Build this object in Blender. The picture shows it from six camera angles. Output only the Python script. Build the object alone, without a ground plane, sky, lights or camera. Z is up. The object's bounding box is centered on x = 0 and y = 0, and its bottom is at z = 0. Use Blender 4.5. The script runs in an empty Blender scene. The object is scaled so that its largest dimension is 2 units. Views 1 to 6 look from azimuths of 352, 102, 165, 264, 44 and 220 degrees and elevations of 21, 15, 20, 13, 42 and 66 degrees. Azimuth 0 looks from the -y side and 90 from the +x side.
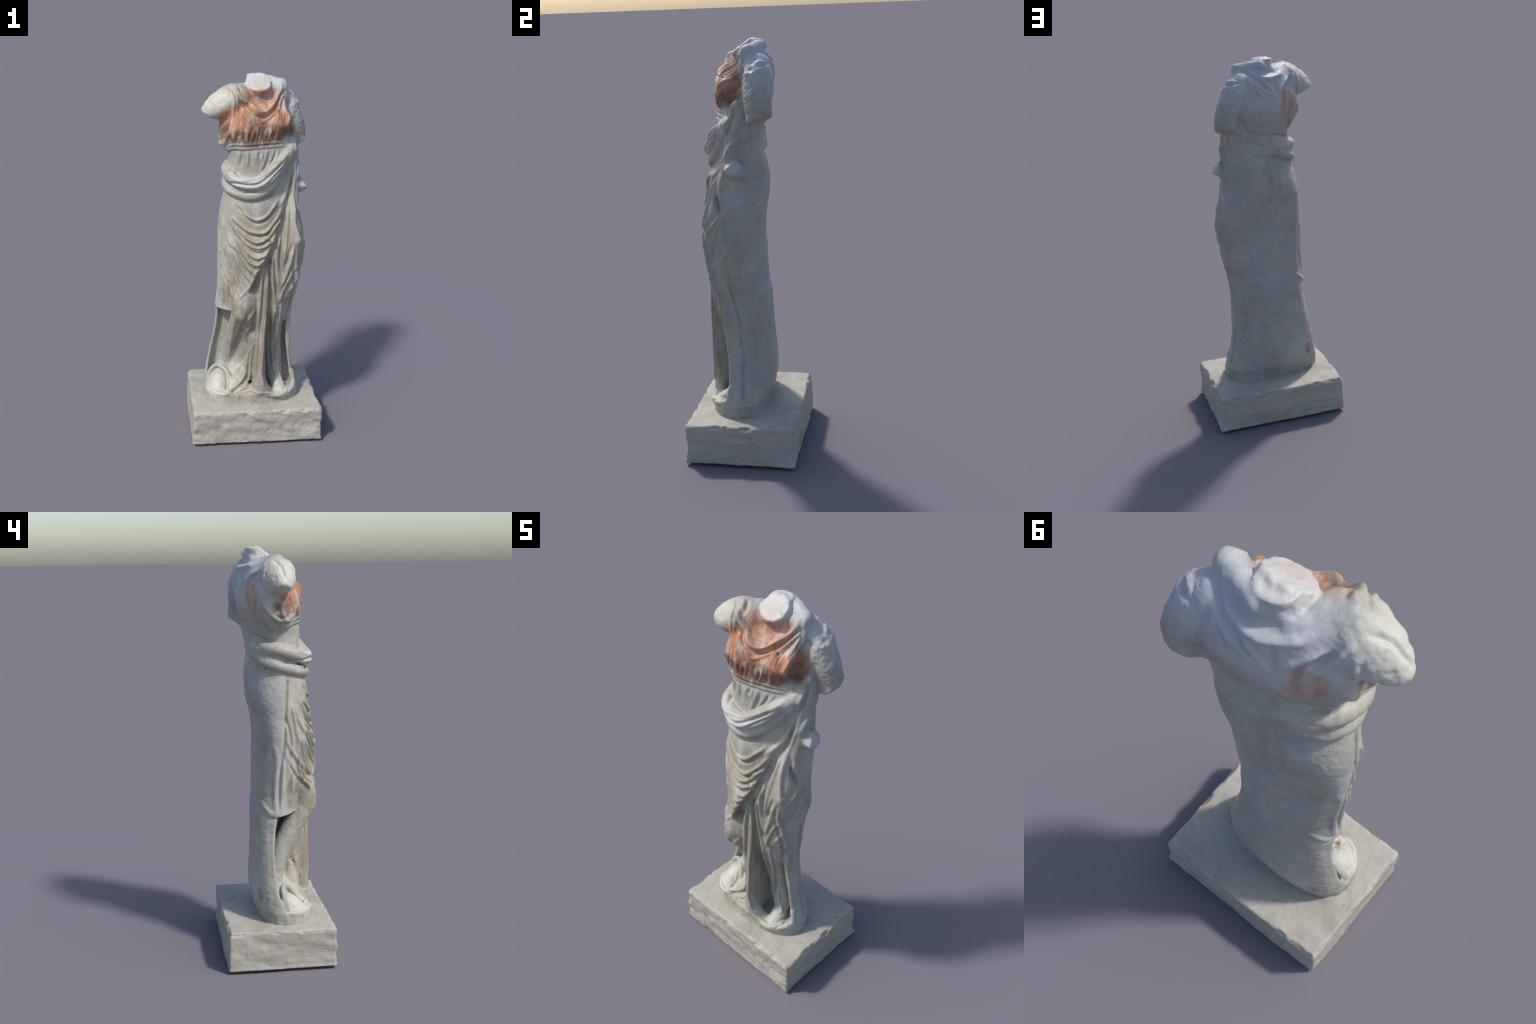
"""Headless, armless marble statue of a draped woman on a rough square plinth.
The figure is modelled as one solid out of lofts, tapered limbs and cloth rolls
(an implicit solid, meshed once), the cloth folds are raised and sunk along
hand-drawn crease lines, and the surface is then split into named parts."""
import math
import numpy as np

CELL = 0.003           # meshing pitch of the figure, metres
F = np.float32

# ------------------------------------------------------------------ helpers
def smooth_interp(xk, yk, x):
    """Cubic Hermite through control values (xk ascending)."""
    xk = np.asarray(xk, float); yk = np.asarray(yk, float)
    m = np.gradient(yk, xk)
    x = np.clip(x, xk[0], xk[-1])
    i = np.clip(np.searchsorted(xk, x) - 1, 0, len(xk) - 2)
    h = xk[i + 1] - xk[i]; t = (x - xk[i]) / h
    t2 = t * t; t3 = t2 * t
    return ((2*t3-3*t2+1)*yk[i] + (t3-2*t2+t)*h*m[i] + (-2*t3+3*t2)*yk[i+1] + (t3-t2)*h*m[i+1])

def spline(points, n):
    """Resample a control polyline (rows of numbers) as a smooth curve."""
    p = np.asarray(points, float)
    s = np.r_[0, np.cumsum(np.linalg.norm(np.diff(p[:, :3], axis=0), axis=1) + 1e-9)]
    t = np.linspace(0, s[-1], n)
    if len(p) == 2:
        return np.stack([np.interp(t, s, p[:, j]) for j in range(p.shape[1])], 1)
    return np.stack([smooth_interp(s, p[:, j], t) for j in range(p.shape[1])], 1)

def smin(a, b, k):
    h = np.maximum(k - np.abs(a - b), 0) / k
    return np.minimum(a, b) - h * h * k * 0.25

def smax(a, b, k):
    return -smin(-a, -b, k)

def sstep(a, b, x):
    t = np.clip((x - a) / (b - a), 0, 1)
    return t * t * (3 - 2 * t)

# ------------------------------------------------------------------ solids
def loft(table):
    """Solid with super-ellipse sections. Rows: z, cx, cy, half width, depth in
    front, depth behind, squareness of front left / front right / back left / back
    right quarter, turn in degrees; rows go up in z."""
    tb = np.asarray(table, float)
    def f(X, Y, Z):
        z = Z[0, 0, :].astype(float)
        c = [smooth_interp(tb[:, 0], tb[:, j], z).astype(F) for j in range(1, 11)]
        cx, cy, a, bf, bb, nfl, nfr, nl, nr, ph = c
        ph = np.radians(ph); co, si = np.cos(ph), np.sin(ph)
        dx = X - cx; dy = Y - cy
        u = dx * co + dy * si; v = -dx * si + dy * co
        b = np.where(v < 0, bf, bb)
        n = np.where(v < 0, np.where(u < 0, nfl, nfr), np.where(u < 0, nl, nr))
        r = (np.abs(u / a) ** n + np.abs(v / b) ** n + F(1e-9)) ** (1 / n)
        rad = np.sqrt(u * u + v * v) + F(1e-6)
        d = (r - 1) * np.minimum(rad / r, np.maximum(a, b))
        return np.maximum(d, np.maximum(tb[0, 0] - Z, Z - tb[-1, 0])).astype(F)
    lo = (np.min(tb[:, 1]-tb[:, 3])-.04, np.min(tb[:, 2]-tb[:, 4])-.06, tb[0, 0]-.03)
    hi = (np.max(tb[:, 1]+tb[:, 3])+.04, np.max(tb[:, 2]+tb[:, 5])+.06, tb[-1, 0]+.03)
    return f, lo, hi

def limb(points, n=0):
    """Round limb through rows x, y, z, radius."""
    p = np.asarray(points, float)
    if n: p = spline(p, n)
    def f(X, Y, Z):
        best = None
        for q, w in zip(p[:-1], p[1:]):
            ax, ay, az, ra = q; d = w[:3] - q[:3]; L = max(float(d @ d), 1e-9)
            t = np.clip(((X-ax)*d[0] + (Y-ay)*d[1] + (Z-az)*d[2]) / L, 0, 1)
            dist = np.sqrt((X-ax-t*d[0])**2 + (Y-ay-t*d[1])**2 + (Z-az-t*d[2])**2) - (ra + t*(w[3]-ra))
            best = dist if best is None else np.minimum(best, dist)
        return best.astype(F)
    r = p[:, 3].max() + .03
    return f, p[:, :3].min(0) - r, p[:, :3].max(0) + r

def ellipsoid(c, r, turn=0.0):
    c = np.asarray(c, float); r = np.asarray(r, float)
    co, si = math.cos(math.radians(turn)), math.sin(math.radians(turn))
    def f(X, Y, Z):
        dx, dy = X-c[0], Y-c[1]
        u = (dx*co + dy*si)/r[0]; v = (-dx*si + dy*co)/r[1]; w = (Z-c[2])/r[2]
        k0 = np.sqrt(u*u + v*v + w*w) + F(1e-6)
        k1 = np.sqrt((u/r[0])**2 + (v/r[1])**2 + (w/r[2])**2) + F(1e-6)
        return (k0 * (k0 - 1) / k1).astype(F)
    m = max(r) + .03
    return f, c - m, c + m

def clipped(solid, fn, k=.006):
    """Solid kept only where fn(X,Y,Z) < 0."""
    f, lo, hi = solid
    return (lambda X, Y, Z: smax(f(X, Y, Z), fn(X, Y, Z).astype(F), k)), lo, hi

class Block:
    """The stone being carved: a distance field sampled on a lattice."""
    def __init__(self, lo, hi, h):
        self.lo = np.array(lo); self.h = h
        self.n = np.ceil((np.array(hi) - lo) / h).astype(int) + 1
        self.D = np.full(self.n, .2, F)
    def window(self, lo, hi):
        i0 = np.clip(np.floor((np.asarray(lo) - self.lo) / self.h).astype(int), 0, self.n)
        i1 = np.clip(np.ceil((np.asarray(hi) - self.lo) / self.h).astype(int) + 1, 0, self.n)
        ax = [(self.lo[j] + self.h * np.arange(i0[j], i1[j])).astype(F) for j in range(3)]
        sl = tuple(slice(i0[j], i1[j]) for j in range(3))
        return sl, ax[0][:, None, None], ax[1][None, :, None], ax[2][None, None, :]
    def add(self, solid, k=.02):
        f, lo, hi = solid
        sl, X, Y, Z = self.window(lo, hi)
        self.D[sl] = smin(self.D[sl], f(X, Y, Z), F(k))
    def cut(self, solid, k=.01):
        f, lo, hi = solid
        sl, X, Y, Z = self.window(lo, hi)
        self.D[sl] = smax(self.D[sl], -f(X, Y, Z), F(k))

def surface(D, lo, h):
    """Surface nets: one vertex per lattice cell crossed by the surface."""
    s = D < 0
    n = np.array(D.shape)
    cs = [s[i:n[0]-1+i, j:n[1]-1+j, k:n[2]-1+k] for i in (0, 1) for j in (0, 1) for k in (0, 1)]
    cnt = np.sum(cs, 0, dtype=np.int8)
    act = (cnt > 0) & (cnt < 8)
    cells = np.argwhere(act)
    index = np.full(act.shape, -1, np.int32); index[act] = np.arange(len(cells))
    acc = np.zeros((len(cells), 3)); num = np.zeros(len(cells))
    C = cells.T
    corner = {(i, j, k): D[C[0]+i, C[1]+j, C[2]+k].astype(float) for i in (0, 1) for j in (0, 1) for k in (0, 1)}
    for axis in range(3):
        for a in (0, 1):
            for b in (0, 1):
                o = [a, b]; p = o[:axis] + [0] + o[axis:]; q = o[:axis] + [1] + o[axis:]
                v0, v1 = corner[tuple(p)], corner[tuple(q)]
                m = (v0 < 0) != (v1 < 0)
                t = np.where(m, v0 / np.where(m, v0 - v1, 1), 0)
                pos = np.tile(np.array(p, float), (len(cells), 1)); pos[:, axis] += t
                acc += pos * m[:, None]; num += m
    verts = lo + h * (cells + acc / num[:, None])
    quads = []
    for axis in range(3):
        u, v = (axis + 1) % 3, (axis + 2) % 3
        a = np.take(s, range(n[axis]-1), axis); b = np.take(s, range(1, n[axis]), axis)
        e = np.argwhere(a != b)
        e = e[(e[:, u] > 0) & (e[:, v] > 0) & (e[:, u] < n[u]-1) & (e[:, v] < n[v]-1)]
        inside_first = s[e[:, 0], e[:, 1], e[:, 2]]
        def at(du, dv):
            w = e.copy(); w[:, u] -= du; w[:, v] -= dv
            return index[w[:, 0], w[:, 1], w[:, 2]]
        q = np.stack([at(1, 1), at(0, 1), at(0, 0), at(1, 0)], 1)
        q[~inside_first] = q[~inside_first][:, ::-1]
        quads.append(q)
    return verts, np.concatenate(quads)

# ------------------------------------------------------------------ the figure
# body and clothing, from the base to the base of the neck
BODY = [  # z, cx, cy, half width, front, back, squareness front left / front right / back left / back right, turn
    (.20, -.020, -.02, .264, .14, .100, 2.8, 2.8, 2.4, 2.2, 0),
    (.26, -.022, -.02, .263, .14, .120, 2.8, 2.8, 2.4, 2.1, 0),
    (.31, -.028, -.02, .253, .14, .133, 2.8, 2.8, 2.3, 1.95, 0),
    (.37, -.033, -.02, .243, .14, .141, 2.8, 2.8, 2.25, 1.85, 0),
    (.46, -.034, -.02, .229, .14, .139, 2.8, 2.8, 2.2, 1.8, 0),
    (.56, -.031, -.02, .214, .14, .134, 2.7, 2.7, 2.15, 1.65, 0),
    (.66, -.025, -.02, .206, .14, .131, 2.5, 2.7, 2.1, 1.45, 0),
    (.74, -.022, -.02, .206, .13, .130, 1.35, 2.7, 2.0, 1.3, 0),
    (.82, -.010, -.02, .210, .125, .126, 1.5, 2.7, 1.95, 1.3, 0),
    (.90, .001, -.022, .215, .137, .124, 1.5, 2.6, 1.95, 1.3, 0),
    (1.0, .005, -.022, .223, .150, .122, 1.6, 2.6, 2.0, 1.3, 0),
    (1.1, .012, -.022, .233, .155, .117, 2.0, 2.5, 2.05, 1.4, 0),
    (1.2, .006, -.02, .228, .135, .123, 2.0, 2.2, 2.2, 1.7, 0),
    (1.3, -.001, -.012, .214, .130, .136, 2.0, 1.9, 2.2, 1.9, 4),
    (1.36, .000, -.010, .205, .125, .136, 2.0, 1.8, 2.2, 2.0, 8),
    (1.42, .002, -.006, .195, .112, .126, 2.1, 1.8, 2.1, 2.1, 12),
    (1.50, .000, -.003, .191, .110, .108, 2.3, 1.9, 2.1, 2.1, 16),
    (1.55, .000, .002, .184, .115, .108, 2.4, 2.0, 2.1, 2.0, 18),
    (1.60, -.002, .006, .180, .120, .110, 2.5, 2.0, 2.1, 2.0, 18),
    (1.64, -.008, .010, .182, .122, .110, 2.6, 2.0, 2.2, 2.0, 18),
    (1.68, -.022, .014, .190, .126, .118, 2.6, 2.0, 2.3, 2.0, 18),
    (1.72, -.030, .016, .192, .132, .126, 2.5, 2.1, 2.3, 2.0, 19),
    (1.76, -.030, .020, .188, .134, .130, 2.4, 2.2, 2.2, 2.0, 20),
    (1.80, -.030, .025, .182, .112, .128, 2.3, 2.3, 2.1, 2.0, 20),
    (1.85, -.030, .032, .178, .090, .120, 2.3, 2.3, 2.0, 2.0, 20),
    (1.89, -.030, .040, .165, .056, .105, 2.3, 2.3, 2.0, 2.0, 20),
    (1.92, -.030, .045, .145, .044, .085, 2.3, 2.3, 2.0, 2.0, 20),
    (1.945, -.025, .055, .090, .035, .065, 2.0, 2.0, 2.0, 2.0, 20)]

# the mantle in front: sags over the thighs and ends in a slanting hem
MANTLE = [
    (.70, -.010, -.02, .196, .170, .10, 1.15, 2.0, 2.2, 2.2, 0),
    (.80, -.010, -.02, .201, .195, .10, 1.2, 1.9, 2.2, 2.2, 0),
    (.90, -.010, -.022, .205, .203, .10, 1.4, 1.8, 2.2, 2.2, 0),
    (1.0, -.010, -.022, .207, .192, .10, 1.5, 1.8, 2.2, 2.2, 0),
    (1.1, -.012, -.022, .208, .180, .10, 1.75, 1.8, 2.2, 2.2, 0),
    (1.2, -.012, -.02, .208, .166, .10, 1.85, 1.8, 2.2, 2.2, 0),
    (1.3, -.012, -.012, .200, .164, .10, 2.0, 1.8, 2.2, 2.2, 4),
    (1.36, -.010, -.010, .194, .158, .10, 2.0, 1.7, 2.2, 2.2, 8),
    (1.42, -.005, -.006, .186, .130, .10, 2.1, 1.7, 2.2, 2.2, 12),
    (1.48, .002, -.003, .178, .105, .10, 2.2, 1.8, 2.2, 2.2, 16)]
HEM = [(-.30, .735), (-.226, .735), (-.16, .742), (-.115, .775), (-.08, .86), (-.033, .985),
       (.045, 1.145), (.085, 1.25), (.115, 1.36), (.13, 1.46), (.14, 1.6)]

def hem_height(X):
    h = np.array(HEM)
    return np.interp(X, h[:, 0], h[:, 1]).astype(F)

def carve_figure(h):
    blk = Block((-.335, -.255, .17), (.285, .235, 2.012), h)
    # --- back shell with rims curling forward on both sides below the knees
    body, lo, hi = loft(BODY)
    def rim_y(X, Z):
        left = np.interp(Z, [.2, .28, .36, .47, .55, .67, .75], [-.06, -.03, -.002, .010, .014, .006, -.01])
        right = np.interp(Z, [.2, .3, .5, .65, .75, .85], [-.075, -.07, -.07, -.085, -.11, -.13])
        return np.where(X < 0, left, right).astype(F)
    def floor_y(X, Z):
        f = np.interp(X, [-.20, -.14, -.05, .05, .12, .17], [.042, .03, -.045, -.04, -.01, .01])
        left = sstep(.725, .755, Z); right = sstep(.50, .92, Z)
        return np.where(X < 0, f * (1 - left) - .3 * left, f * (1 - right) - .17 * right).astype(F)
    def shell(X, Y, Z):
        d = body(X, Y, Z)
        deep = smax(d, floor_y(X, Z) - Y, F(.02))
        rim = smax(smax(d, -(d + F(.018)), F(.006)), rim_y(X, Z) - Y, F(.015))
        rim = smax(rim, Z - F(.82) + 0 * X, F(.05))
        return smin(deep, rim, F(.014))
    blk.add((shell, lo, hi), .01)
    # --- legs and the chiton falling between them
    blk.add(limb([(-.085, -.128, .86, .070), (-.088, -.152, .77, .062), (-.095, -.135, .735, .057), (-.102, -.110, .70, .053),
                  (-.118, -.072, .63, .048), (-.136, -.036, .56, .045), (-.155, -.005, .475, .042), (-.166, .012, .40, .042), (-.178, .0, .34, .044)], 12), .012)
    blk.add(limb([(-.055, -.130, .84, .05), (-.048, -.122, .70, .046), (-.046, -.080, .60, .040), (-.060, -.020, .50, .040), (-.07, .008, .44, .040)], 8), .025)
    blk.add(limb([(.09, -.07, .98, .085), (.084, -.082, .80, .070), (.090, -.045, .55, .050),
                  (.112, -.03, .33, .048)], 8), .018)
    for y in (-.158, -.12, -.085, -.05):     # pillar of folds between the legs
        blk.add(limb([(.012, y+.02, 1.06, .026), (.008, y, .88, .028), (.010, y, .62, .026),
                      (.012, y+.002, .42, .030), (.008, y+.004, .27, .030)], 6), .02)
    blk.add(limb([(-.02, -.135, .60, .02), (-.034, -.098, .44, .032), (-.066, -.078, .34, .042),
                  (-.11, -.095, .275, .045)], 6), .03)
    blk.add(limb([(-.05, -.03, .52, .045), (-.09, .005, .40, .045), (-.12, -.025, .30, .055)], 6), .03)
    blk.add(limb([(.012, -.145, .37, .028), (.040, -.148, .285, .034), (.06, -.135, .26, .03)], 6), .02)
    blk.add(limb([(-.075, -.115, .262, .036), (-.03, -.128, .262, .032)]), .02)
    # --- feet, the cloth edge round each foot, and the oval footing
    blk.add(loft([(.190, -.020, -.048, .272, .142, .142, 2.5, 2.5, 2.5, 2.5, 3), (.21, -.020, -.048, .267, .136, .136, 2.5, 2.5, 2.5, 2.5, 3),
                  (.262, -.019, -.045, .262, .130, .126, 2.5, 2.5, 2.5, 2.5, 3)]), .012)
    blk.add(limb([(-.195, .0, .318, .050), (-.205, -.07, .272, .050), (-.207, -.112, .240, .044)], 6), .012)
    blk.add(limb([(.115, -.04, .30, .04), (.135, -.10, .262, .036), (.145, -.13, .248, .03)], 6), .015)
    blk.add(limb(FOOT_EDGE, 28), .014)
    blk.add(limb(FOOT_EDGE_LEFT, 16), .014)
    # --- mantle over the thighs, cut off along the hem
    mantle = clipped(loft(MANTLE), lambda X, Y, Z: (hem_height(X) - Z) * F(.75), .008)
    mantle = clipped(mantle, lambda X, Y, Z: Y - F(.02) + 0 * X, .01)
    blk.add(mantle, .006)
    # --- rolled top edge of the mantle round the waist
    blk.add(limb(ROLL_UPPER, 30), .012)
    blk.add(limb(ROLL_LOWER, 30), .012)
    blk.add(limb([(-.155, -.03, 1.485, .028), (-.160, .005, 1.495, .030), (-.138, .050, 1.510, .028), (-.06, .082, 1.525, .024), (.04, .085, 1.535, .022)], 10), .02)
    # --- mantle end pulled over the left forearm
    blk.add(limb([(.152, .036, 1.690, .035), (.160, .022, 1.63, .035), (.166, .006, 1.54, .034),
                  (.168, -.028, 1.42, .032), (.166, -.070, 1.29, .034), (.172, -.110, 1.16, .036)], 10), .025)
    blk.add(limb([(.14, -.06, 1.30, .045), (.150, -.105, 1.14, .052), (.145, -.103, 1.0, .054), (.14, -.09, .86, .05)], 8), .04)
    blk.add(ellipsoid((.160, .020, 1.702), (.028, .028, .034)), .010)
    # --- hip strut
    blk.add(clipped(limb([(.16, .02, 1.40, .050), (.228, .002, 1.440, .040)]),
                    lambda X, Y, Z: np.maximum((X - .236) * .9 + (Z - 1.43) * .45 + (Y - .0) * .1, (Z - 1.456) * .8 + (X - .22) * .35 - (Y - .0) * .5), .006), .012)
    # --- bosom, shoulders, arms, neck
    blk.add(ellipsoid((-.085, -.070, 1.785), (.066, .062, .068), 14), .04)
    blk.add(ellipsoid((.062, -.030, 1.775), (.066, .062, .066), 14), .04)
    blk.add(limb([(-.176, -.01, 1.775, .045), (-.185, -.022, 1.71, .045), (-.175, -.04, 1.652, .034)], 6), .02)
    blk.add(limb([(-.168, .035, 1.79, .045), (-.172, .028, 1.71, .047), (-.165, .01, 1.650, .034)], 6), .02)
    blk.add(clipped(limb(ARM_RIGHT), lambda X, Y, Z: -(X + .306) * .5 - (Z - 1.808) * .86 + 0 * Y, .012), .02)
    blk.add(clipped(limb(ARM_LEFT), lambda X, Y, Z: (1.645 - Z) + (Y - .13) * .35 + (X - .2) * .25, .012), .010)
    blk.add(limb([(.04, .075, 1.84, .075), (.08, .085, 1.76, .07), (.108, .092, 1.68, .055), (.115, .080, 1.60, .042), (.12, .065, 1.54, .035)], 8), .03)
    blk.add(limb([(-.06, .055, 1.900, .042), (-.12, .022, 1.912, .042), (-.163, -.006, 1.928, .030)]), .02)
    blk.add(limb([(.04, .070, 1.90, .05), (.100, .066, 1.945, .028)]), .025)
    blk.add(limb([(.095, .072, 1.945, .026), (.045, .090, 1.955, .028), (-.01, .105, 1.960, .030)]), .015)
    cut = lambda X, Y, Z: -(Y - .018) * .575 + (Z - 1.966) * .818 + 0 * X
    blk.add(clipped(limb([(-.027, .085, 1.87, .066), (-.027, -.01, 2.005, .067)]), cut, .010), .010)
    nape = clipped(limb([(-.034, .064, 1.88, .052), (-.034, .064, 2.03, .050)]), cut, .010)
    blk.add(clipped(nape, lambda X, Y, Z: Z - 1.993 + 0 * X + 0 * Y, .006), .012)
    return blk

ARM_RIGHT = [(-.135, -.004, 1.868, .078), (-.180, -.014, 1.868, .081), (-.225, -.020, 1.848, .070), (-.258, -.024, 1.834, .054), (-.282, -.024, 1.823, .039)]
ARM_LEFT = [(.085, .100, 1.865, .072), (.125, .112, 1.83, .072), (.160, .118, 1.76, .066), (.184, .124, 1.70, .062), (.194, .128, 1.60, .058)]
FOOT_EDGE_LEFT = [(.045, -.168, .262, .012), (.09, -.172, .252, .012), (.15, -.160, .252, .012), (.20, -.118, .260, .013), (.218, -.075, .280, .013), (.208, -.06, .34, .012)]
FOOT_EDGE = [(-.262, -.05, .262, .014), (-.262, -.035, .305, .013), (-.246, -.025, .350, .012), (-.210, -.030, .378, .012), (-.170, -.055, .362, .012), (-.142, -.090, .320, .012),
             (-.142, -.130, .280, .012), (-.175, -.155, .258, .012), (-.225, -.140, .256, .012), (-.258, -.09, .258, .013), (-.262, -.05, .262, .014)]
ROLL_UPPER = [(.12, .080, 1.600, .018), (.05, .086, 1.560, .020), (-.06, .084, 1.545, .023), (-.142, .054, 1.537, .026),
              (-.183, -.015, 1.524, .029), (-.174, -.090, 1.504, .031), (-.114, -.147, 1.482, .034), (-.03, -.160, 1.484, .035),
              (.035, -.130, 1.522, .035), (.082, -.090, 1.572, .033), (.138, -.028, 1.625, .032)]
ROLL_LOWER = [(.11, .084, 1.525, .016), (0, .090, 1.505, .018), (-.10, .083, 1.490, .021), (-.164, .038, 1.467, .024),
              (-.184, -.04, 1.442, .027), (-.152, -.110, 1.425, .027), (-.075, -.150, 1.412, .027), (-.01, -.145, 1.425, .027),
              (.048, -.112, 1.470, .027), (.095, -.068, 1.535, .027), (.138, -.030, 1.595, .025)]
# crease lines: side they are seen from, height (minus = groove), half width, and
# points (x, z) for front and back, (y, z) for left and right
BODICE_CREASES = [
    ('front', .022, .019, [(-.153, 1.932), (-.128, 1.901), (-.086, 1.864), (-.052, 1.839), (-.019, 1.823), (.015, 1.828), (.057, 1.864), (.083, 1.907), (.095, 1.955)]),
    ('front', .008, .011, [(-.075, 1.864), (-.045, 1.846), (-.017, 1.839), (.010, 1.843), (.046, 1.869)]),
    ('front', -.014, .014, [(-.141, 1.906), (-.098, 1.853), (-.053, 1.822), (-.019, 1.808), (.024, 1.819), (.067, 1.859), (.094, 1.917)]),
    ('front', -.01, .035, [(-.117, 1.918), (-.062, 1.883), (-.014, 1.872), (.031, 1.882), (.063, 1.918)]),
    ('front', .007, .012, [(-.048, 1.808), (-.018, 1.782), (.019, 1.805), (.058, 1.840), (.106, 1.900)]),
    ('front', .005, .01, [(-.069, 1.828), (-.037, 1.792), (-.021, 1.771)]),
    ('front', .009, .013, [(-.168, 1.937), (-.161, 1.878), (-.163, 1.805), (-.178, 1.735), (-.192, 1.676)]),
    ('front', -.02, .024, [(-.187, 1.781), (-.196, 1.740), (-.205, 1.706)]),
    ('front', .01, .014, [(-.230, 1.716), (-.219, 1.670), (-.203, 1.659), (-.186, 1.690)]),
    ('front', .006, .012, [(-.148, 1.919), (-.144, 1.862), (-.149, 1.808)]),
    ('front', .008, .02, [(-.109, 1.840), (-.093, 1.810), (-.075, 1.778)]),
    ('front', -.006, .014, [(-.128, 1.852), (-.125, 1.812), (-.125, 1.773)]),
    ('front', .006, .012, [(.104, 1.937), (.086, 1.870), (.065, 1.815), (.062, 1.772)]),
    ('front', .011, .012, [(.115, 1.936), (.122, 1.856), (.117, 1.799), (.108, 1.751)]),
    ('front', -.006, .01, [(.099, 1.916), (.066, 1.852), (.028, 1.787)]),
    ('front', -.005, .008, [(.111, 1.900), (.092, 1.837), (.087, 1.776)]),
    ('front', -.004, .02, [(-.149, 1.761), (-.105, 1.757), (-.064, 1.752), (-.043, 1.764), (-.010, 1.745), (.033, 1.758), (.107, 1.734)]),
    ('front', .006, .01, [(-.130, 1.763), (-.124, 1.727), (-.128, 1.692)]),
    ('front', .006, .01, [(-.090, 1.755), (-.091, 1.723), (-.094, 1.690)]),
    ('front', .006, .01, [(-.053, 1.759), (-.065, 1.722), (-.074, 1.690)]),
    ('front', .006, .01, [(.001, 1.744), (.002, 1.718), (.001, 1.686)]),
    ('front', .006, .01, [(.038, 1.760), (.024, 1.716), (.012, 1.682)]),
    ('front', .006, .01, [(.066, 1.751), (.066, 1.718), (.062, 1.682)]),
    ('front', .006, .01, [(-.159, 1.769), (-.154, 1.729), (-.160, 1.686)]),
    ('front', -.006, .009, [(-.110, 1.754), (-.109, 1.722), (-.110, 1.690)]),
    ('front', -.006, .009, [(-.069, 1.749), (-.078, 1.722), (-.084, 1.690)]),
    ('front', -.006, .009, [(-.032, 1.768), (-.033, 1.726), (-.039, 1.686)]),
    ('front', -.006, .009, [(.020, 1.743), (.013, 1.717), (.007, 1.691)]),
    ('front', -.006, .009, [(.050, 1.736), (.047, 1.708), (.037, 1.683)]),
    ('front', -.006, .009, [(-.144, 1.761), (-.141, 1.720), (-.142, 1.688)]),
    ('left', .01, .015, [(.064, 1.755), (.038, 1.709), (.005, 1.677), (-.033, 1.662), (-.068, 1.679), (-.091, 1.715)]),
    ('left', -.015, .03, [(.019, 1.755), (-.008, 1.718), (-.036, 1.718)]),
    ('front', .01, .015, [(.116, 1.958), (.106, 1.880), (.108, 1.830), (.117, 1.793), (.121, 1.751), (.131, 1.713), (.155, 1.706)]),
    ('front', -.022, .045, [(.139, 1.885), (.137, 1.820), (.140, 1.776), (.147, 1.739)]),
    ('front', -.02, .0055, [(.070, 1.832), (.083, 1.828)]),
    ('front', .009, .02, [(-.165, 1.956), (-.145, 1.946), (-.140, 1.929)]),
    ('front', -.008, .013, [(-.147, 1.956), (-.133, 1.944), (-.124, 1.926)]),
    ('front', -.008, .012, [(-.190, 1.948), (-.167, 1.936), (-.157, 1.897)]),]
WAIST_CREASES = [
    ('front', .006, .009, [(-.188, 1.646), (-.161, 1.668), (-.106, 1.671), (-.049, 1.674), (.010, 1.677), (.065, 1.675), (.113, 1.671)]),
    ('front', .004, .009, [(-.189, 1.626), (-.159, 1.646), (-.106, 1.651), (-.049, 1.656), (.010, 1.657), (.066, 1.656), (.113, 1.654)]),
    ('front', -.003, .009, [(-.187, 1.611), (-.159, 1.632), (-.105, 1.638), (-.048, 1.643), (.011, 1.645), (.066, 1.645), (.113, 1.642)]),
    ('front', .006, .012, [(-.130, 1.633), (-.131, 1.601), (-.142, 1.556)]),
    ('front', .006, .012, [(-.085, 1.637), (-.083, 1.594), (-.092, 1.556)]),
    ('front', .006, .012, [(-.043, 1.636), (-.045, 1.610), (-.036, 1.589)]),
    ('front', .006, .012, [(.011, 1.638), (.001, 1.592), (-.023, 1.529)]),
    ('front', .006, .012, [(.049, 1.635), (.029, 1.579), (.000, 1.540)]),
    ('front', .006, .012, [(.078, 1.637), (.067, 1.612), (.044, 1.580)]),
    ('front', .006, .012, [(-.011, 1.635), (-.015, 1.604), (-.009, 1.582)]),
    ('front', -.006, .01, [(-.115, 1.635), (-.116, 1.592), (-.123, 1.554)]),
    ('front', -.006, .01, [(-.072, 1.642), (-.076, 1.605), (-.067, 1.573)]),
    ('front', -.006, .01, [(.024, 1.637), (.015, 1.586), (-.007, 1.534)]),
    ('front', -.006, .01, [(.061, 1.634), (.045, 1.594), (.024, 1.564)]),
    ('front', -.006, .01, [(-.024, 1.635), (-.026, 1.610)]),
    ('front', -.012, .011, [(-.196, 1.471), (-.147, 1.480), (-.087, 1.478), (-.046, 1.483), (.023, 1.522), (.096, 1.579)]),
    ('front', -.01, .01, [(-.195, 1.453), (-.153, 1.438), (-.093, 1.437), (-.043, 1.450), (-.003, 1.471), (.051, 1.518), (.104, 1.558)]),
    ('front', .006, .014, [(-.194, 1.525), (-.166, 1.506), (-.127, 1.498), (-.076, 1.508), (-.019, 1.521), (.035, 1.550), (.079, 1.581), (.127, 1.619)]),
    ('front', .008, .02, [(-.179, 1.530), (-.165, 1.524), (-.142, 1.546)]),
    ('front', -.007, .014, [(-.152, 1.543), (-.139, 1.521), (-.126, 1.512)]),]
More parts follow.
